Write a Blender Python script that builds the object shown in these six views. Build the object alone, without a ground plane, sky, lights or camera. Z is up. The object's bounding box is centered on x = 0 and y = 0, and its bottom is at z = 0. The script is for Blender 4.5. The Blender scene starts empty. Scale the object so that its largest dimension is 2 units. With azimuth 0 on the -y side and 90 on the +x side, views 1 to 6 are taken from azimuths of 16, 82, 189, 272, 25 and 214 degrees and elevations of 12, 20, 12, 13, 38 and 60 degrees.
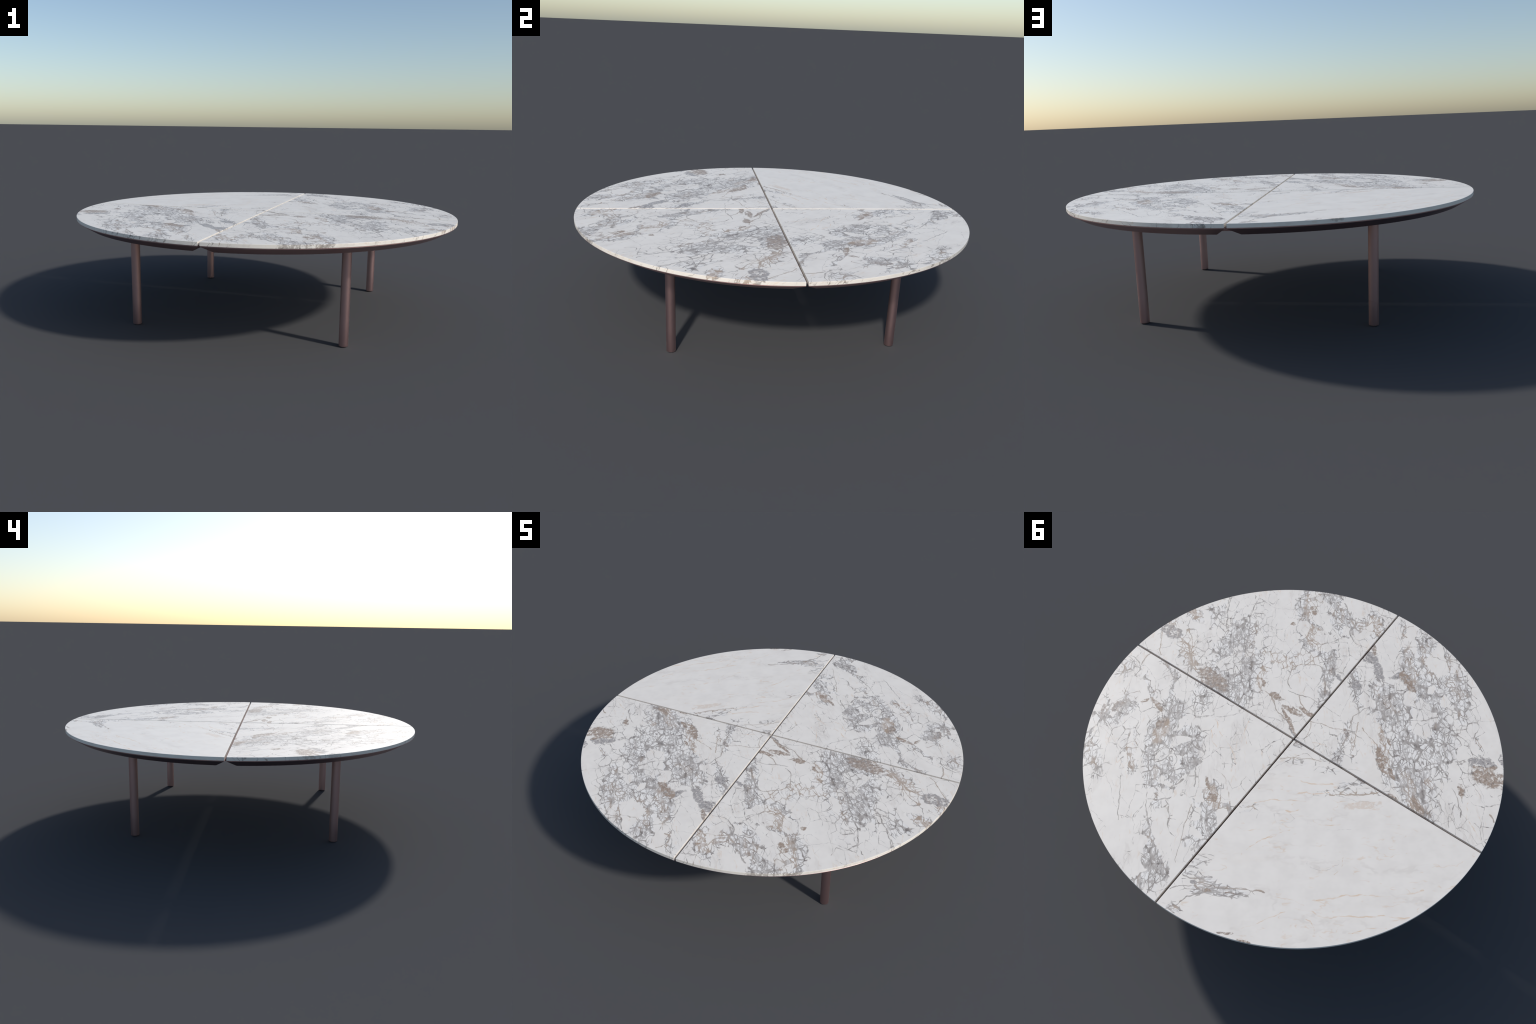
import bpy, bmesh, math
from mathutils import Vector

# ------------------------------------------------------------------ sizes (m)
TOP_Z, SLAB_T = 0.5350, 0.0165        # marble top face and thickness
R_SLAB, GAP_SLAB = 0.9967, 0.0050     # marble radius, half width of the cross-shaped gap
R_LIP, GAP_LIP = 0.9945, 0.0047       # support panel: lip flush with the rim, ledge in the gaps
LIP_TOP, LIP_BOTTOM = 0.5166, 0.5150
PANEL_BOTTOM = 0.4850
INSET_STRAIGHT, INSET_ARC = 0.041, 0.050   # chamfer run on the straight and on the round sides
LEG_R, LEG_AT = 0.0222, 0.5235
QUADRANTS = [(1, -1), (1, 1), (-1, 1), (-1, -1)]   # sign of x, sign of y
ARC_STEPS = 96


def quarter_ring(gap, radius, z):
    """Outline of a quarter disc (first quadrant) whose straight sides stand `gap` off the axes."""
    a0 = math.asin(gap / radius)
    a1 = math.pi / 2 - a0
    pts = [(gap, gap, z)]
    for i in range(ARC_STEPS + 1):
        a = a0 + (a1 - a0) * i / ARC_STEPS
        pts.append((radius * math.cos(a), radius * math.sin(a), z))
    return pts


def loft_quarter(name, rings, sx, sy):
    """Closed solid through a stack of quarter-disc outlines, mirrored into its quadrant."""
    bm = bmesh.new()
    loops = [[bm.verts.new((x * sx, y * sy, z)) for x, y, z in quarter_ring(*r)] for r in rings]
    n = len(loops[0])
    for lo, hi in zip(loops, loops[1:]):
        for i in range(n):
            j = (i + 1) % n
            bm.faces.new((lo[i], lo[j], hi[j], hi[i]))
    bm.faces.new(loops[0][::-1])
    bm.faces.new(loops[-1])
    bmesh.ops.recalc_face_normals(bm, faces=bm.faces[:])
    me = bpy.data.meshes.new(name)
    bm.to_mesh(me)
    bm.free()
    return me


def smooth_by_angle(me, degrees):
    bm = bmesh.new()
    bm.from_mesh(me)
    lim = math.radians(degrees)
    for f in bm.faces:
        f.smooth = True
    for e in bm.edges:
        if len(e.link_faces) == 2:
            e.smooth = e.calc_face_angle(0.0) < lim
    bm.to_mesh(me)
    bm.free()


def add(name, me, parent, mat):
    ob = bpy.data.objects.new(name, me)
    bpy.context.scene.collection.objects.link(ob)
    ob.parent = parent
    if mat:
        me.materials.clear()
        me.materials.append(mat)
    return ob


def leg_mesh():
    """Round tube leg: a profile (radius, height) spun about z, with a softly rounded foot."""
    fillet = 0.004
    prof = [(0.0, 0.0)]
    for i in range(6):
        a = -math.pi / 2 + math.pi / 2 * i / 5
        prof.append((LEG_R - fillet + fillet * math.cos(a), fillet + fillet * math.sin(a)))
    prof += [(LEG_R, 0.12), (LEG_R, 0.30), (LEG_R, PANEL_BOTTOM + 0.006), (0.0, PANEL_BOTTOM + 0.006)]
    seg = 64
    bm = bmesh.new()
    rings = []
    for r, z in prof:
        if r == 0.0:
            rings.append([bm.verts.new((0, 0, z))])
        else:
            rings.append([bm.verts.new((r * math.cos(2 * math.pi * k / seg), r * math.sin(2 * math.pi * k / seg), z)) for k in range(seg)])
    for lo, hi in zip(rings, rings[1:]):
        for k in range(seg):
            m = (k + 1) % seg
            if len(lo) == 1:
                bm.faces.new((lo[0], hi[m], hi[k]))
            elif len(hi) == 1:
                bm.faces.new((lo[k], lo[m], hi[0]))
            else:
                bm.faces.new((lo[k], lo[m], hi[m], hi[k]))
    bmesh.ops.recalc_face_normals(bm, faces=bm.faces[:])
    me = bpy.data.meshes.new("leg")
    bm.to_mesh(me)
    bm.free()
    smooth_by_angle(me, 40)
    return me


def plate_mesh():
    """Flat bar screwed under two neighbouring panels, edges chamfered."""
    bm = bmesh.new()
    bmesh.ops.create_cube(bm, size=1.0)
    bmesh.ops.scale(bm, vec=(0.26, 0.095, 0.020), verts=bm.verts[:])
    bmesh.ops.bevel(bm, geom=bm.edges[:], offset=0.0015, segments=2, affect='EDGES', profile=0.5)
    me = bpy.data.meshes.new("joining_plate")
    bm.to_mesh(me)
    bm.free()
    smooth_by_angle(me, 30)
    return me


def build(marbles, bronze):
    table = bpy.data.objects.new("coffee_table", None)
    bpy.context.scene.collection.objects.link(table)
    table["label"] = "large round low table, four white marble quarters, bronze legs"
    table["category"] = "coffee table"

    b = 0.0010
    zb = TOP_Z - SLAB_T
    slab_rings = [(GAP_SLAB + b, R_SLAB - b, zb), (GAP_SLAB, R_SLAB, zb + b),
                  (GAP_SLAB, R_SLAB, TOP_Z - b), (GAP_SLAB + 0.3 * b, R_SLAB - 0.3 * b, TOP_Z - 0.3 * b),
                  (GAP_SLAB + b, R_SLAB - b, TOP_Z)]
    panel_rings = [(GAP_SLAB + 0.003, R_SLAB - 0.0035, zb + 0.0006),
                   (GAP_SLAB + 0.003, R_SLAB - 0.0035, LIP_TOP),
                   (GAP_LIP + 0.0005, R_LIP - 0.0005, LIP_TOP),
                   (GAP_LIP, R_LIP, LIP_TOP - 0.0005),
                   (GAP_LIP, R_LIP, LIP_BOTTOM),
                   (GAP_LIP + INSET_STRAIGHT, R_LIP - INSET_ARC, PANEL_BOTTOM + 0.0004),
                   (GAP_LIP + INSET_STRAIGHT + 0.001, R_LIP - INSET_ARC - 0.001, PANEL_BOTTOM)]
    lm, pm = leg_mesh(), plate_mesh()
    for q, (sx, sy) in enumerate(QUADRANTS):
        me = loft_quarter("marble_slab", slab_rings, sx, sy)
        smooth_by_angle(me, 10)
        add("marble_slab", me, table, marbles[q])
        me = loft_quarter("support_panel", panel_rings, sx, sy)
        smooth_by_angle(me, 10)
        add("support_panel", me, table, bronze)
        leg = add("leg", lm, table, bronze)
        leg.location = (sx * LEG_AT, sy * LEG_AT, 0)
    for k in range(4):
        a = math.pi / 2 * k
        p = add("joining_plate", pm, table, bronze)
        p.location = (0.72 * math.cos(a), 0.72 * math.sin(a), PANEL_BOTTOM - 0.0078)
        p.rotation_euler = (0, 0, a + math.pi / 2)
# Where the veined zones, solid patches and single veins of each slab lie, in the slab frame (s, t) in metres.
# zone: centre s, t, half length, half width, angle (degrees), strength, tint;  patch: the same without strength
# vein: points along it, width, tint.   Tint: 0 grey .. 1 brown .. 2 ochre
PATTERN_NEAR_RIGHT = dict(
    floor=0.23,
    zones=[
        (-0.305, 0.46, 0.226, 0.096, 85.0, 1.0, 0.15),
        (-0.412, 0.763, 0.176, 0.053, 105.0, 0.55, 0.2),
        (-0.572, 0.589, 0.194, 0.046, 110.0, 0.5, 0.6),
        (-0.671, 0.708, 0.059, 0.038, 63.0, 0.6, 0.7),
        (-0.547, 0.787, 0.058, 0.031, 131.0, 0.7, 0.8),
        (-0.164, 0.372, 0.101, 0.026, 80.0, 0.6, 0.8),
        (0.095, 0.882, 0.126, 0.057, 80.0, 0.9, 0.55),
        (0.229, 0.841, 0.139, 0.052, 103.0, 0.95, 0.3),
        (0.106, 0.644, 0.102, 0.061, 102.0, 0.9, 0.65),
        (0.173, 0.418, 0.164, 0.026, 80.0, 0.9, 0.3),
        (0.386, 0.72, 0.086, 0.05, 151.0, 0.65, 0.4),
        (0.437, 0.745, 0.091, 0.029, 105.0, 0.75, 0.7),
        (-0.086, 0.496, 0.109, 0.042, 148.0, 0.5, 0.8),
        (0.063, 0.502, 0.089, 0.041, 164.0, 0.5, 0.6),
        (0.04, 0.773, 0.121, 0.033, 83.0, 0.45, 0.3),
        (-0.21, 0.646, 0.217, 0.044, 88.0, 0.35, 0.3),
    ],
    patches=[
        (-0.66, 0.657, 0.066, 0.034, 141.0, 0.35),
        (-0.417, 0.343, 0.094, 0.05, 140.0, 0.6),
        (-0.095, 0.251, 0.034, 0.017, 148.0, 0.9),
        (-0.007, 0.167, 0.056, 0.015, 149.0, 0.9),
        (0.059, 0.163, 0.052, 0.013, 146.0, 0.9),
        (-0.026, 0.105, 0.072, 0.009, 114.0, 0.8),
        (-0.002, 0.034, 0.026, 0.009, 119.0, 0.1),
        (0.101, 0.844, 0.032, 0.015, 112.0, 0.8),
        (0.225, 0.383, 0.031, 0.01, 110.0, 0.2),
        (-0.015, 0.741, 0.014, 0.013, 151.0, 0.8),
        (-0.159, 0.333, 0.03, 0.009, 107.0, 0.9),
    ],
    veins=[
        ([(-0.147, 0.281), (-0.11, 0.238), (-0.082, 0.164), (-0.046, 0.122), (-0.015, 0.039)], 0.003, 0.4),
        ([(-0.034, 0.292), (-0.003, 0.274), (0.043, 0.256), (0.084, 0.245), (0.13, 0.203)], 0.002, 0.3),
        ([(0.023, 0.262), (0.033, 0.212), (0.064, 0.163)], 0.003, 0.5),
        ([(-0.711, 0.67), (-0.708, 0.555), (-0.697, 0.493)], 0.002, 0.6),
        ([(-0.618, 0.623), (-0.565, 0.575), (-0.538, 0.465), (-0.506, 0.405)], 0.006, 0.6),
        ([(-0.362, 0.925), (-0.372, 0.825), (-0.368, 0.691)], 0.003, 0.2),
        ([(-0.218, 0.881), (-0.243, 0.807), (-0.249, 0.703)], 0.003, 0.2),
        ([(0.27, 0.904), (0.291, 0.829), (0.305, 0.762), (0.337, 0.733)], 0.006, 0.3),
        ([(0.337, 0.733), (0.405, 0.758), (0.463, 0.805), (0.483, 0.867)], 0.003, 0.4),
        ([(0.293, 0.709), (0.312, 0.631), (0.37, 0.59)], 0.0025, 0.1),
        ([(-0.021, 0.437), (0.063, 0.461), (0.131, 0.45)], 0.003, 0.5),
        ([(0.131, 0.45), (0.152, 0.384), (0.156, 0.318), (0.145, 0.241)], 0.005, 0.2),
        ([(-0.021, 0.431), (-0.03, 0.337), (-0.019, 0.305)], 0.0025, 0.3),
    ])
PATTERN_NEAR_LEFT = dict(
    floor=0.23,
    zones=[
        (0.599, 0.485, 0.184, 0.032, 90.0, 0.95, 0.35),
        (0.657, 0.201, 0.162, 0.063, 95.0, 1.0, 0.2),
        (0.708, 0.51, 0.138, 0.061, 98.0, 0.75, 0.4),
        (0.817, 0.399, 0.219, 0.059, 92.0, 0.65, 0.3),
        (0.476, 0.219, 0.096, 0.056, 105.0, 0.9, 0.3),
        (0.613, -0.002, 0.245, 0.156, 96.0, 0.64, 0.15),
        (0.429, -0.055, 0.155, 0.029, 92.0, 0.75, 0.9),
        (0.527, -0.229, 0.12, 0.043, 111.0, 0.95, 0.4),
        (0.56, -0.339, 0.073, 0.03, 115.0, 1.0, 0.7),
        (0.627, -0.215, 0.045, 0.025, 109.0, 0.75, 0.6),
        (0.303, 0.36, 0.118, 0.026, 96.0, 0.85, 0.2),
        (0.252, 0.035, 0.066, 0.021, 80.0, 0.75, 0.4),
        (0.21, -0.1, 0.048, 0.019, 71.0, 0.85, 0.2),
        (0.283, -0.017, 0.07, 0.01, 89.0, 0.7, 0.9),
        (0.407, 0.267, 0.106, 0.023, 76.0, 0.6, 0.3),
        (0.761, -0.243, 0.08, 0.021, 90.0, 0.5, 0.6),
        (0.898, 0.002, 0.033, 0.02, 119.0, 0.6, 0.9),
        (0.625, 0.734, 0.055, 0.033, 150.0, 0.6, 0.4),
        (0.84, 0.248, 0.13, 0.035, 79.0, 0.7, 0.3),
        (0.617, -0.373, 0.048, 0.014, 107.0, 0.75, 0.3),
    ],
    patches=[
        (0.394, 0.519, 0.045, 0.04, 144.0, 0.05),
        (0.432, 0.438, 0.078, 0.02, 102.0, 0.05),
        (0.413, 0.582, 0.042, 0.011, 97.0, 0.6),
        (0.535, 0.409, 0.04, 0.018, 27.0, 0.1),
        (0.318, 0.335, 0.035, 0.025, 125.0, 0.0),
        (0.579, 0.364, 0.06, 0.024, 114.0, 0.75),
        (0.892, -0.11, 0.062, 0.036, 166.0, 0.0),
        (0.915, -0.189, 0.08, 0.048, 166.0, 0.72),
        (0.984, -0.092, 0.037, 0.011, 89.0, 0.2),
        (0.77, -0.248, 0.033, 0.015, 104.0, 0.8),
        (0.416, -0.106, 0.059, 0.021, 96.0, 0.9),
        (0.457, -0.002, 0.022, 0.01, 102.0, 0.9),
        (0.455, -0.177, 0.036, 0.011, 114.0, 0.8),
        (0.565, -0.339, 0.05, 0.017, 113.0, 0.7),
        (0.456, -0.301, 0.033, 0.008, 143.0, 0.9),
        (0.253, 0.047, 0.025, 0.011, 112.0, 0.5),
    ],
    veins=[
        ([(0.075, 0.1), (0.124, 0.096), (0.194, 0.068), (0.233, 0.064)], 0.002, 0.6),
        ([(0.08, 0.094), (0.07, 0.046), (0.06, 0.01)], 0.002, 0.7),
        ([(0.278, 0.231), (0.308, 0.213), (0.322, 0.17), (0.285, 0.132), (0.268, 0.071)], 0.003, 0.3),
        ([(0.314, 0.103), (0.296, 0.019), (0.284, -0.057)], 0.0025, 0.8),
        ([(0.733, -0.244), (0.753, -0.312), (0.752, -0.394)], 0.002, 0.2),
        ([(0.8, -0.305), (0.784, -0.393), (0.808, -0.457), (0.832, -0.51)], 0.002, 1.3),
        ([(0.888, -0.374), (0.905, -0.414)], 0.004, 0.6),
        ([(0.094, -0.018), (0.153, -0.033), (0.172, -0.044)], 0.002, 1.2),
        ([(0.592, 0.667), (0.578, 0.696), (0.637, 0.75)], 0.004, 0.3),
        ([(0.333, 0.079), (0.36, 0.027), (0.393, -0.013), (0.394, -0.076)], 0.002, 0.8),
    ])
PATTERN_FAR_RIGHT = dict(
    floor=0.23,
    zones=[
        (-0.847, 0.2, 0.123, 0.061, 48.0, 1.0, 0.35),
        (-0.698, 0.269, 0.059, 0.028, 43.0, 0.9, 0.3),
        (-0.658, 0.381, 0.084, 0.018, 100.0, 0.85, 0.35),
        (-0.593, 0.337, 0.046, 0.019, 123.0, 0.8, 0.3),
        (-0.598, 0.196, 0.083, 0.055, 103.0, 0.72, 0.2),
        (-0.475, 0.239, 0.098, 0.043, 107.0, 0.62, 0.05),
        (-0.585, 0.086, 0.079, 0.035, 89.0, 0.95, 0.1),
        (-0.642, 0.018, 0.096, 0.04, 70.0, 1.0, 0.6),
        (-0.524, -0.024, 0.071, 0.063, 158.0, 1.0, 0.15),
        (-0.679, -0.11, 0.124, 0.02, 93.0, 0.8, 0.2),
        (-0.598, -0.102, 0.142, 0.038, 97.0, 0.5, 0.2),
        (-0.499, -0.176, 0.068, 0.034, 57.0, 1.0, 0.1),
        (-0.577, -0.201, 0.071, 0.035, 97.0, 0.85, 0.2),
        (-0.636, -0.22, 0.062, 0.019, 106.0, 0.9, 0.4),
        (-0.625, -0.305, 0.069, 0.028, 97.0, 0.8, 0.3),
        (-0.774, -0.051, 0.115, 0.032, 94.0, 0.5, 0.4),
        (-0.763, -0.158, 0.051, 0.02, 104.0, 0.65, 0.7),
        (-0.949, -0.108, 0.112, 0.035, 107.0, 0.62, 0.3),
        (-0.356, -0.325, 0.077, 0.035, 119.0, 1.0, 0.6),
        (-0.412, -0.264, 0.068, 0.028, 111.0, 0.8, 0.5),
        (-0.292, -0.385, 0.041, 0.019, 121.0, 0.9, 0.3),
        (-0.403, -0.424, 0.127, 0.041, 87.0, 0.68, 0.15),
        (-0.361, -0.438, 0.07, 0.023, 95.0, 0.9, 0.05),
        (-0.606, -0.612, 0.11, 0.028, 102.0, 1.0, 0.2),
        (-0.633, -0.705, 0.06, 0.024, 81.0, 0.85, 0.4),
        (-0.561, -0.652, 0.071, 0.019, 104.0, 0.8, 0.2),
        (-0.626, -0.526, 0.041, 0.017, 110.0, 0.75, 0.3),
        (-0.804, -0.556, 0.03, 0.015, 108.0, 0.55, 0.1),
        (-0.459, -0.545, 0.035, 0.022, 35.0, 0.55, 0.1),
        (-0.874, 0.38, 0.071, 0.034, 73.0, 0.55, 0.3),
        (-0.561, -0.394, 0.102, 0.018, 94.0, 0.45, 0.3),
    ],
    patches=[
        (-0.676, 0.175, 0.047, 0.012, 128.0, 0.95),
        (-0.741, 0.203, 0.021, 0.009, 28.0, 0.8),
        (-0.643, 0.072, 0.036, 0.019, 68.0, 0.6),
        (-0.974, 0.006, 0.036, 0.007, 83.0, 0.3),
        (-0.36, -0.331, 0.023, 0.017, 131.0, 0.7),
        (-0.389, -0.263, 0.039, 0.008, 109.0, 0.7),
        (-0.761, -0.174, 0.027, 0.008, 113.0, 0.7),
        (-0.871, 0.161, 0.033, 0.018, 50.0, 0.5),
        (-0.939, 0.146, 0.037, 0.008, 88.0, 0.5),
    ],
    veins=[
        ([(-0.864, 0.488), (-0.818, 0.463), (-0.796, 0.416), (-0.808, 0.356)], 0.003, 0.2),
        ([(-0.755, 0.506), (-0.777, 0.471), (-0.792, 0.43)], 0.003, 0.3),
        ([(-0.797, -0.228), (-0.783, -0.35), (-0.775, -0.457)], 0.002, 0.2),
        ([(-0.663, -0.351), (-0.647, -0.432), (-0.62, -0.506)], 0.002, 0.2),
        ([(-0.454, -0.365), (-0.491, -0.575), (-0.497, -0.646)], 0.0015, 0.4),
        ([(-0.388, 0.105), (-0.34, -0.0), (-0.297, -0.063), (-0.256, -0.185)], 0.002, 1.5),
        ([(-0.218, 0.093), (-0.234, 0.033), (-0.221, -0.031)], 0.002, 1.7),
        ([(-0.398, 0.039), (-0.366, -0.054), (-0.321, -0.063)], 0.002, 1.5),
        ([(-0.375, -0.183), (-0.315, -0.225), (-0.296, -0.289), (-0.283, -0.356)], 0.0025, 1),
        ([(-0.458, -0.173), (-0.45, -0.233), (-0.449, -0.276)], 0.003, 0.1),
        ([(-0.912, 0.074), (-0.886, 0.039), (-0.869, -0.007)], 0.002, 0.2),
        ([(-0.555, -0.285), (-0.53, -0.262), (-0.504, -0.24)], 0.004, 0.1),
    ])
PATTERN_FAR_LEFT = dict(
    floor=0.08,
    zones=[
        (0.033, -0.098, 0.096, 0.028, 172.0, 0.48, 0.6),
        (0.026, -0.034, 0.044, 0.014, 160.0, 0.75, 0.4),
        (0.286, -0.233, 0.069, 0.026, 28.0, 0.6, 0.0),
        (0.271, -0.286, 0.125, 0.013, 2.0, 0.5, 0.8),
        (-0.345, -0.759, 0.104, 0.02, 173.0, 0.9, 0.4),
        (-0.392, -0.738, 0.048, 0.035, 171.0, 0.85, 0.3),
        (-0.492, -0.84, 0.027, 0.013, 163.0, 0.85, 0.3),
        (-0.401, -0.638, 0.046, 0.024, 25.0, 0.5, 0.0),
        (-0.444, -0.695, 0.018, 0.013, 167.0, 0.7, 0.2),
        (0.168, -0.172, 0.054, 0.011, 2.0, 0.5, 0.0),
        (-0.197, -0.375, 0.039, 0.014, 12.0, 0.4, 0.8),
    ],
    patches=[
        (0.321, -0.347, 0.079, 0.017, 8.0, 1.45),
        (-0.266, -0.944, 0.033, 0.005, 171.0, 0.6),
        (-0.183, -0.978, 0.033, 0.007, 169.0, 0.7),
        (-0.355, -0.766, 0.018, 0.008, 167.0, 0.8),
        (-0.41, -0.73, 0.016, 0.008, 165.0, 0.3),
        (-0.254, -0.778, 0.024, 0.003, 176.0, 0.6),
    ],
    veins=[
        ([(-0.345, -0.762), (-0.274, -0.757), (-0.201, -0.758), (-0.111, -0.768)], 0.004, 0.4),
        ([(-0.483, -0.842), (-0.457, -0.813), (-0.413, -0.788), (-0.337, -0.777), (-0.248, -0.78)], 0.003, 0.1),
        ([(0.016, -0.834), (0.087, -0.847), (0.128, -0.864), (0.217, -0.863), (0.335, -0.858), (0.488, -0.856)], 0.003, 1.6),
        ([(-0.221, -0.934), (-0.141, -0.902), (-0.083, -0.874), (-0.025, -0.851)], 0.002, 1.5),
        ([(0.105, -0.798), (0.171, -0.784), (0.255, -0.772), (0.417, -0.767), (0.558, -0.738)], 0.003, 1.4),
        ([(0.064, -0.878), (0.093, -0.907), (0.099, -0.936)], 0.002, 1.5),
        ([(-0.156, -0.271), (-0.097, -0.28)], 0.003, 1.5),
        ([(0.034, -0.227), (0.074, -0.242), (0.186, -0.246)], 0.004, 1.6),
        ([(0.166, -0.297), (0.264, -0.295), (0.389, -0.278)], 0.003, 0.8),
        ([(0.198, -0.336), (0.25, -0.331), (0.294, -0.359), (0.392, -0.359)], 0.002, 1.4),
        ([(-0.061, -0.114), (-0.001, -0.111), (0.135, -0.116)], 0.002, 0.7),
        ([(-0.029, -0.384), (-0.003, -0.39), (0.036, -0.371)], 0.004, 1.6),
        ([(0.087, -0.423), (0.125, -0.45), (0.215, -0.443)], 0.002, 1.6),
        ([(-0.026, -0.204), (0.007, -0.208), (0.074, -0.21)], 0.002, 1.5),
        ([(-0.505, -0.764), (-0.447, -0.748), (-0.417, -0.746)], 0.003, 0.1),
        ([(-0.46, -0.702), (-0.411, -0.716), (-0.348, -0.705)], 0.003, 0.1),
        ([(-0.193, -0.577), (-0.102, -0.516), (-0.014, -0.482)], 0.002, 1.5),
        ([(-0.017, -0.303), (0.074, -0.293), (0.166, -0.286)], 0.003, 1.4),
        ([(0.179, -0.683), (0.213, -0.643), (0.224, -0.577)], 0.0015, 1.2),
        ([(-0.172, -0.345), (-0.056, -0.334), (0.061, -0.337)], 0.002, 1.5),
        ([(0.25, -0.931), (0.32, -0.912), (0.391, -0.904)], 0.002, 1.5),
        ([(-0.216, -0.489), (-0.141, -0.479)], 0.002, 1.4),
        ([(-0.08, -0.788), (0.004, -0.801), (0.051, -0.815)], 0.002, 1.4),
        ([(-0.388, -0.688), (-0.362, -0.709), (-0.337, -0.712)], 0.003, 0),
    ])

# ------------------------------------------------------------------ materials
S_AXIS = (-0.827, -0.562)     # slab frame: s and t run across and along the grain of the stone
T_AXIS = (0.562, -0.827)


class Nodes:
    """Small helper that wires shader nodes; values may be sockets or plain numbers."""

    def __init__(self, mat):
        self.tree = mat.node_tree
        self.n = self.tree.nodes
        self.l = self.tree.links

    def put(self, sock, v):
        if isinstance(v, bpy.types.NodeSocket):
            self.l.new(v, sock)
        elif v is not None:
            sock.default_value = v

    def math(self, op, a, b=None, c=None, clamp=False):
        n = self.n.new("ShaderNodeMath")
        n.operation, n.use_clamp = op, clamp
        for i, v in enumerate((a, b, c)):
            if v is not None:
                self.put(n.inputs[i], v)
        return n.outputs[0]

    def add(self, a, b): return self.math('ADD', a, b)
    def sub(self, a, b): return self.math('SUBTRACT', a, b)
    def mul(self, a, b): return self.math('MULTIPLY', a, b)
    def mx(self, a, b): return self.math('MAXIMUM', a, b)

    def vec(self, op, a, b=None, scale=None):
        n = self.n.new("ShaderNodeVectorMath")
        n.operation = op
        self.put(n.inputs[0], a)
        if b is not None:
            self.put(n.inputs[1], b)
        if scale is not None:
            self.put(n.inputs["Scale"], scale)
        return n.outputs["Value" if op in ('LENGTH', 'DOT_PRODUCT', 'DISTANCE') else "Vector"]

    def xyz(self, x, y, z=0.0):
        n = self.n.new("ShaderNodeCombineXYZ")
        for i, v in enumerate((x, y, z)):
            self.put(n.inputs[i], v)
        return n.outputs[0]

    def split(self, v):
        n = self.n.new("ShaderNodeSeparateXYZ")
        self.put(n.inputs[0], v)
        return n.outputs[0], n.outputs[1], n.outputs[2]

    def ramp(self, v, lo, hi, a=0.0, b=1.0, smooth=True):
        n = self.n.new("ShaderNodeMapRange")
        n.interpolation_type = 'SMOOTHSTEP' if smooth else 'LINEAR'
        for i, x in enumerate((v, lo, hi, a, b)):
            self.put(n.inputs[i], x)
        return n.outputs[0]

    def noise(self, v, scale, detail=2.0, rough=0.5, color=False, dims='3D'):
        n = self.n.new("ShaderNodeTexNoise")
        n.noise_dimensions = dims
        self.put(n.inputs["Vector"], v)
        self.put(n.inputs["Scale"], scale)
        n.inputs["Detail"].default_value = detail
        n.inputs["Roughness"].default_value = rough
        return n.outputs["Color" if color else "Fac"]

    def cells(self, v, scale, feature='DISTANCE_TO_EDGE'):
        n = self.n.new("ShaderNodeTexVoronoi")
        n.voronoi_dimensions, n.feature = '2D', feature
        self.put(n.inputs["Vector"], v)
        self.put(n.inputs["Scale"], scale)
        if feature == 'F1':
            return n.outputs["Distance"], n.outputs["Color"]
        return n.outputs["Distance"]

    def mix(self, f, a, b):
        n = self.n.new("ShaderNodeMix")
        n.data_type = 'RGBA'
        self.put(n.inputs[0], f)
        for s, v in ((n.inputs[6], a), (n.inputs[7], b)):
            self.put(s, v if isinstance(v, bpy.types.NodeSocket) else (*v, 1.0))
        return n.outputs[2]

    def ellipse(self, v, s, t, half_len, half_wid, angle):
        """1 on the rim of the ellipse, 0 in its middle."""
        n = self.n.new("ShaderNodeMapping")
        n.vector_type = 'TEXTURE'
        self.put(n.inputs["Vector"], v)
        n.inputs["Location"].default_value = (s, t, 0)
        n.inputs["Rotation"].default_value = (0, 0, math.radians(angle))
        n.inputs["Scale"].default_value = (half_len, half_wid, 1)
        return self.vec('LENGTH', n.outputs[0])

    def polyline(self, s, t, pts):
        """Distance (roughly) to a vein that is a function of its longer axis."""
        ds = max(p[0] for p in pts) - min(p[0] for p in pts)
        dt = max(p[1] for p in pts) - min(p[1] for p in pts)
        along, across, k = (s, t, 0) if ds > dt else (t, s, 1)
        pts = sorted(pts, key=lambda p: p[k])
        a0, a1 = pts[0][k], pts[-1][k]
        b0 = min(p[1 - k] for p in pts) - 0.01
        b1 = max(p[1 - k] for p in pts) + 0.01
        u = self.ramp(along, a0, a1, 0.0, 1.0, smooth=False)
        n = self.n.new("ShaderNodeFloatCurve")
        c = n.mapping.curves[0]
        q = [((p[k] - a0) / (a1 - a0), (p[1 - k] - b0) / (b1 - b0)) for p in pts]
        c.points[0].location, c.points[1].location = q[0], q[-1]
        for p in q[1:-1]:
            c.points.new(*p)
        n.mapping.update()
        self.put(n.inputs["Value"], u)
        off = self.math('ABSOLUTE', self.sub(self.math('MULTIPLY_ADD', n.outputs[0], b1 - b0, b0), across))
        past = self.math('ABSOLUTE', self.sub(self.ramp(along, a0 - 1.0, a1 + 1.0, a0 - 1.0, a1 + 1.0, smooth=False),
                                              self.math('MULTIPLY_ADD', u, a1 - a0, a0)))
        slope = sum(abs(q2[1] - q1[1]) for q1, q2 in zip(q, q[1:])) * (b1 - b0) / (a1 - a0)
        return self.add(self.mul(off, 1.0 / math.sqrt(1 + slope * slope)), past)


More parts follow.
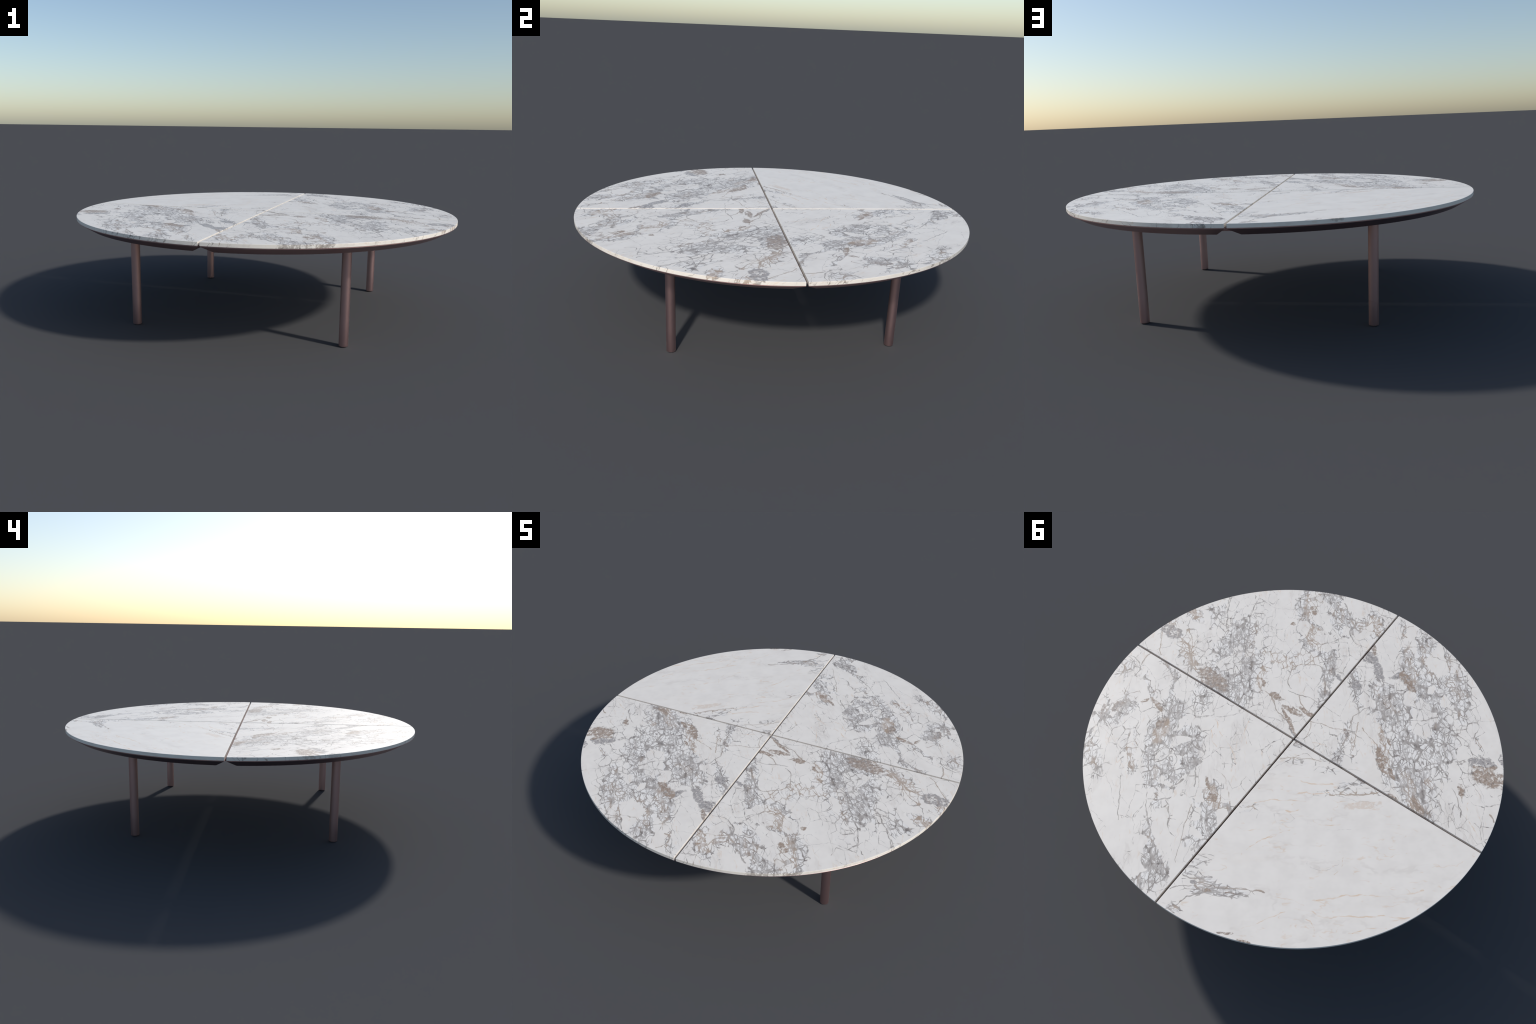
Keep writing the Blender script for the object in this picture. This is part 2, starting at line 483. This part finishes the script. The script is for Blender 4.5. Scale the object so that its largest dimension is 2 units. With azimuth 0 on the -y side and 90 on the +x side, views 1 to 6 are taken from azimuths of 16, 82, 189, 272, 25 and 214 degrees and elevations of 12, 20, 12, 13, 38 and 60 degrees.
WHITE_WARM, WHITE_COOL = (0.922, 0.856, 0.765), (0.93, 0.885, 0.82)
GREY, GREY_DARK, BROWN, OCHRE = (0.34, 0.29, 0.25), (0.16, 0.13, 0.11), (0.40, 0.285, 0.195), (0.74, 0.50, 0.29)


def marble(name, pattern, seed, grain):
    """White breccia marble: pale clasts in grey-brown veining whose density follows the placed zones.

    grain = (stretch across s, stretch along t): the clasts are longer along the grain."""
    m = bpy.data.materials.new(name)
    m.use_nodes = True
    k = Nodes(m)
    bsdf = m.node_tree.nodes["Principled BSDF"]
    tc = k.n.new("ShaderNodeTexCoord").outputs["Object"]
    px, py, pz = k.split(tc)
    depth = k.mul(k.sub(pz, TOP_Z), 0.45)          # veins dive obliquely through the slab
    s = k.add(k.vec('DOT_PRODUCT', tc, (*S_AXIS, 0)), depth)
    t = k.add(k.vec('DOT_PRODUCT', tc, (*T_AXIS, 0)), k.mul(depth, 0.6))
    st = k.xyz(s, t, k.math('MULTIPLY_ADD', k.sub(pz, TOP_Z), 1.6, seed))

    def warp(v, scale, amount):
        c = k.noise(v, scale, 1.0, 0.5, color=True)
        d = k.vec('SCALE', k.vec('SUBTRACT', c, (0.5, 0.5, 0.5)), scale=amount)
        return k.vec('ADD', v, k.vec('MULTIPLY', d, (1, 1, 0)))

    soft = warp(warp(st, 7.0, 0.035), 28.0, 0.022)       # outlines of zones
    fine = warp(warp(st, 20.0, 0.024), 70.0, 0.0055)      # outlines of clasts, patches and single veins
    fs, ft, _ = k.split(fine)
    flat = k.vec('MULTIPLY', soft, (1, 1, 0))
    flat_fine = k.vec('MULTIPLY', fine, (1, 1, 0))
    g = k.vec('MULTIPLY', fine, (grain[0], grain[1], 1.0))
    curl = warp(warp(st, 11.0, 0.042), 34.0, 0.013)      # outlines of the clasts
    gl = k.vec('MULTIPLY', curl, (grain[0] ** 0.5, grain[1] ** 0.5, 1.0))
    g0 = k.vec('MULTIPLY', st, (grain[0], grain[1], 1.0))

    # density of the veining and its tint
    ragged = k.mul(k.sub(k.noise(g0, 16.0, 3.0, 0.6), 0.5), 1.1)
    ragged_fine = k.mul(k.sub(k.noise(fine, 30.0, 3.0, 0.65), 0.5), 1.6)
    density, tint = pattern["floor"], 0.0
    for cs, ct, hl, hw, ang, power, tn in pattern["zones"]:
        r = k.ellipse(flat, cs, ct, hl, hw, ang)
        d = k.ramp(k.add(r, ragged), 2.4, 0.55, 0.0, min(1.0, power * 1.08))
        density = k.mx(density, d)
        if tn > 0.25:
            tint = k.mx(tint, k.ramp(r, 1.3, 0.5, 0.0, tn))
    low = k.noise(st, 4.0, 3.0, 0.6)
    mid = k.noise(g0, 9.0, 3.0, 0.6)
    density = k.math('ADD', density, k.mul(k.sub(mid, 0.5), k.ramp(density, 0.0, 0.4, 0.05, 0.75)), clamp=True)

    # sound boulders of white stone stand inside the crushed ground
    bv = k.vec('ADD', gl, (11.0, 2.0, 0))
    _, brnd = k.cells(bv, 8.5, 'F1')
    boulder = k.mul(k.ramp(k.cells(bv, 8.5), 0.06, 0.15), k.ramp(k.split(brnd)[0], 0.72, 0.78))
    bv = k.vec('ADD', gl, (5.0, 8.0, 0))
    _, brnd = k.cells(bv, 17.0, 'F1')
    boulder = k.mx(boulder, k.mul(k.ramp(k.cells(bv, 17.0), 0.07, 0.17), k.ramp(k.split(brnd)[0], 0.72, 0.78)))
    density = k.math('SUBTRACT', density, k.mul(boulder, k.ramp(density, 0.2, 0.9, 0.12, 0.60)), clamp=True)

    # line pattern: edges of clasts at three sizes, scribbles in the dense ground
    breaks = k.noise(g0, 38.0, 2.0, 0.6)
    breaks2 = k.noise(g0, 85.0, 1.0, 0.5)
    bold = k.math('ADD', k.mul(breaks, 1.2), k.mul(breaks2, 0.8))       # about 1.0 on average

    beads = k.noise(st, 48.0, 2.0, 0.55)
    def lines(shift, scale, width, lo, hi, crumbs=False):
        """Veins along the clast borders, broken into dashes, fuller where the stone is crushed."""
        v = k.vec('ADD', gl, shift)
        edge = k.cells(v, scale)
        centre, rnd = k.cells(v, scale, 'F1')
        r1, r2, r3 = k.split(rnd)                      # every clast has its own rind and its own chance
        w = k.mul(k.ramp(r1, 0.0, 1.0, 0.65, 1.6), k.mul(k.ramp(density, lo, hi, 0.9, 1.2), width * scale))
        w = k.mul(w, k.ramp(beads, 0.30, 0.70, 0.70, 1.35, smooth=False))
        w = k.mul(w, k.ramp(centre, 0.3, 0.75, 0.9, 1.3, smooth=False))
        line = k.ramp(k.sub(edge, w), 0.0006 * scale, -0.0005 * scale)
        line = k.mul(line, k.ramp(k.add(density, k.mul(k.sub(r2, 0.5), 0.36)), lo, lo + 0.05))
        if crumbs:                                     # dark filling where three clasts meet
            shown = k.ramp(k.add(density, k.mul(k.sub(r2, 0.5), 0.36)), lo + 0.05, lo + 0.15)
            line = k.mx(line, k.mul(k.ramp(k.add(centre, k.mul(k.sub(beads, 0.5), 0.3)), 0.60, 0.68), shown))
        return k.mul(line, k.ramp(k.add(beads, k.mul(k.sub(density, lo), 0.5)), 0.36, 0.60, 0.22, 1.0))

    huge = lines((1.3, 4.1, 0), 6.5, 0.0009, 0.22, 0.60)
    big = lines((0, 0, 0), 18.0, 0.0011, 0.24, 0.70)
    medium = lines((3.1, 1.7, 0), 33.0, 0.0010, 0.36, 0.80, crumbs=True)

    def loops(shift, scale, width, lo, hi):
        """Rounded crumbs: contour lines of a noise, so they close on themselves and never fork."""
        c = k.noise(k.vec('ADD', g, shift), scale, 1.0, 0.45)
        line = k.ramp(k.math('ABSOLUTE', k.sub(c, 0.5)), width * 1.5, width * 0.5)
        return k.mul(line, k.ramp(k.add(density, k.mul(k.sub(beads, 0.5), 0.9)), lo, hi))

    small = loops((4.0, 1.0, 2.0), 44.0, 0.030, 0.46, 0.70)
    scribble = loops((9.0, 6.0, 1.0), 75.0, 0.045, 0.66, 0.90)
    ground = k.ramp(k.add(k.noise(k.vec('MULTIPLY', fine, (grain[0], grain[1] * 0.75, 1)), 52.0, 2.5, 0.6), k.mul(k.sub(density, 1.0), 0.35)), 0.50, 0.57)
    ground = k.mul(ground, k.ramp(density, 0.5, 0.8))
    vein = k.mx(k.mx(k.mx(huge, big), medium), k.mx(k.mul(small, 0.9), k.mul(scribble, 0.75)))
    vein = k.mx(vein, k.mul(ground, 0.6))
    vein = k.mul(vein, k.ramp(bold, 0.60, 1.10, 0.45, 1.0))

    # single veins
    wid = k.ramp(bold, 0.5, 1.4, 0.15, 1.9)
    pale = k.ramp(bold, 0.85, 1.2, 0.08, 0.75)          # ochre threads come and go
    single, stint = 0.0, 0.0
    for pts, width, tn in pattern["veins"]:
        d = k.math('DIVIDE', k.polyline(fs, ft, pts), k.mul(wid, width * (0.7 if tn < 1.0 else 0.6)))
        v = k.mul(k.ramp(d, 1.4, 0.6, 0.0, 0.9), 1.0 if tn < 1.0 else pale)
        single = k.mx(single, v)
        if tn > 0.25:
            stint = k.mx(stint, k.ramp(d, 2.2, 1.4, 0.0, tn))
    tint = k.mx(tint, stint)
    vein = k.mx(vein, single)

    # faint ochre threads everywhere, a little stronger where the stone is calm
    th = k.noise(k.vec('MULTIPLY', fine, (grain[0], grain[1] * 0.6, 1)), 8.0, 4.0, 0.62)
    thread = k.mul(k.ramp(k.math('ABSOLUTE', k.sub(th, 0.5)), 0.012, 0.002), k.ramp(k.add(breaks, k.mul(low, 0.5)), 0.72, 0.95))
    thread = k.mul(thread, k.ramp(density, 0.5, 0.1, 0.0, 0.6))

    # solid patches
    patch, ptint = 0.0, 0.0
    for cs, ct, hl, hw, ang, tn in pattern["patches"]:
        r = k.ellipse(flat_fine, cs, ct, hl, hw, ang)
        r = k.add(k.add(r, ragged_fine), k.mul(ragged, 0.6))
        p = k.ramp(r, 1.18, 0.88)
        patch = k.mx(patch, p)
        ptint = k.mx(ptint, k.mul(k.ramp(r, 1.45, 1.25), tn))
    holes = k.ramp(k.noise(fine, 36.0, 3.0, 0.6), 0.56, 0.62, 0.0, 0.9)     # pale crumbs inside the patches
    patch_body = k.mul(patch, k.sub(1.0, holes))

    # colours
    white = k.mix(k.ramp(k.noise(st, 11.0, 4.0, 0.6), 0.35, 0.7), WHITE_WARM, (0.872, 0.806, 0.718))
    white = k.mix(k.ramp(density, 0.3, 0.8, 0.0, 0.85), white, WHITE_COOL)
    cloud = k.mul(k.ramp(k.add(mid, k.mul(k.sub(breaks, 0.5), 0.6)), 0.42, 0.66), k.ramp(density, 0.12, 0.9, 0.06, 0.48))
    white = k.mix(cloud, white, (0.66, 0.61, 0.56))
    warm_stain = k.mul(k.ramp(k.noise(g0, 6.0, 4.0, 0.65), 0.54, 0.72), k.ramp(tint, 0.0, 0.8, 0.12, 0.55))
    white = k.mix(warm_stain, white, (0.80, 0.68, 0.55))
    flow = k.noise(k.vec('MULTIPLY', soft, (grain[0], grain[1] * 0.5, 1)), 5.0, 5.0, 0.6)
    flow = k.mul(k.ramp(k.math('ABSOLUTE', k.sub(flow, 0.5)), 0.020, 0.002), k.ramp(mid, 0.42, 0.62, 0.0, 0.28))
    white = k.mix(flow, white, (0.66, 0.58, 0.50))          # long faint beige-grey streaks
    base = k.mix(k.mul(thread, 0.6), white, OCHRE)
    mottle = k.noise(g0, 55.0, 3.0, 0.65)
    tn_all = k.add(k.add(tint, k.mul(k.sub(low, 0.5), 1.1)), k.mul(k.sub(breaks, 0.5), 1.0))
    line_col = k.mix(k.ramp(tn_all, 0.15, 0.65), k.mix(k.ramp(mottle, 0.32, 0.56), GREY_DARK, GREY), BROWN)
    line_col = k.mix(k.ramp(stint, 1.0, 1.3), line_col, OCHRE)
    side = k.math('ABSOLUTE', k.split(k.n.new("ShaderNodeNewGeometry").outputs["Normal"])[2])
    vein = k.mul(vein, k.ramp(side, 0.2, 0.8, 0.9, 1.0))   # a little fainter on the cut rim
    vein = k.mul(vein, k.ramp(mottle, 0.30, 0.60, 1.0, 0.86))
    base = k.mix(k.mul(vein, 0.92), base, line_col)
    pt = k.add(ptint, k.mul(k.sub(mottle, 0.5), 0.9))
    patch_col = k.mix(k.ramp(pt, 0.25, 0.75), (0.40, 0.365, 0.34), (0.39, 0.29, 0.215))
    crush = k.noise(k.vec('MULTIPLY', fine, (1.0, 0.7, 1.0)), 75.0, 3.0, 0.7)
    patch_col = k.mix(k.ramp(crush, 0.52, 0.66, 0.0, 0.7), patch_col, GREY_DARK)
    patch_col = k.mix(k.ramp(crush, 0.46, 0.36, 0.0, 0.6), patch_col, (0.60, 0.52, 0.45))
    outline = k.mul(k.ramp(patch, 0.15, 0.45), k.ramp(patch, 0.95, 0.65))
    patch_col = k.mix(k.mul(outline, 0.45), patch_col, GREY_DARK)
    patch_col = k.mix(k.ramp(ptint, 1.2, 1.4, 0.0, 1.0), patch_col, (0.72, 0.56, 0.42))
    patch_body = k.mul(patch_body, k.ramp(ptint, 1.2, 1.4, 0.95, 0.5))
    patch_body = k.mul(patch_body, k.ramp(k.noise(fine, 70.0, 2.0, 0.6), 0.36, 0.50, 0.45, 1.0))
    patch_body = k.mul(patch_body, k.ramp(side, 0.2, 0.8, 0.5, 1.0))
    base = k.mix(patch_body, base, patch_col)
    k.put(bsdf.inputs["Base Color"], base)
    k.put(bsdf.inputs["Roughness"], k.add(k.mul(vein, 0.06), 0.42))
    return m


def metal(name):
    """Satin bronze-pink lacquered metal."""
    m = bpy.data.materials.new(name)
    m.use_nodes = True
    k = Nodes(m)
    bsdf = m.node_tree.nodes["Principled BSDF"]
    tc = k.n.new("ShaderNodeTexCoord").outputs["Object"]
    grain = k.noise(tc, 220.0, 2.0, 0.6)
    k.put(bsdf.inputs["Base Color"], k.mix(grain, (0.49, 0.325, 0.322), (0.54, 0.362, 0.36)))
    bsdf.inputs["Metallic"].default_value = 1.0
    k.put(bsdf.inputs["Roughness"], k.ramp(grain, 0.3, 0.7, 0.40, 0.46))
    return m


UPRIGHT, LYING = (1.0, 0.40), (0.32, 1.15)
build([marble("marble_breccia_near_right", PATTERN_NEAR_RIGHT, 0.0, UPRIGHT),
       marble("marble_breccia_far_right", PATTERN_FAR_RIGHT, 3.0, UPRIGHT),
       marble("marble_calm_far_left", PATTERN_FAR_LEFT, 7.0, LYING),
       marble("marble_breccia_near_left", PATTERN_NEAR_LEFT, 11.0, UPRIGHT)], metal("satin_bronze"))
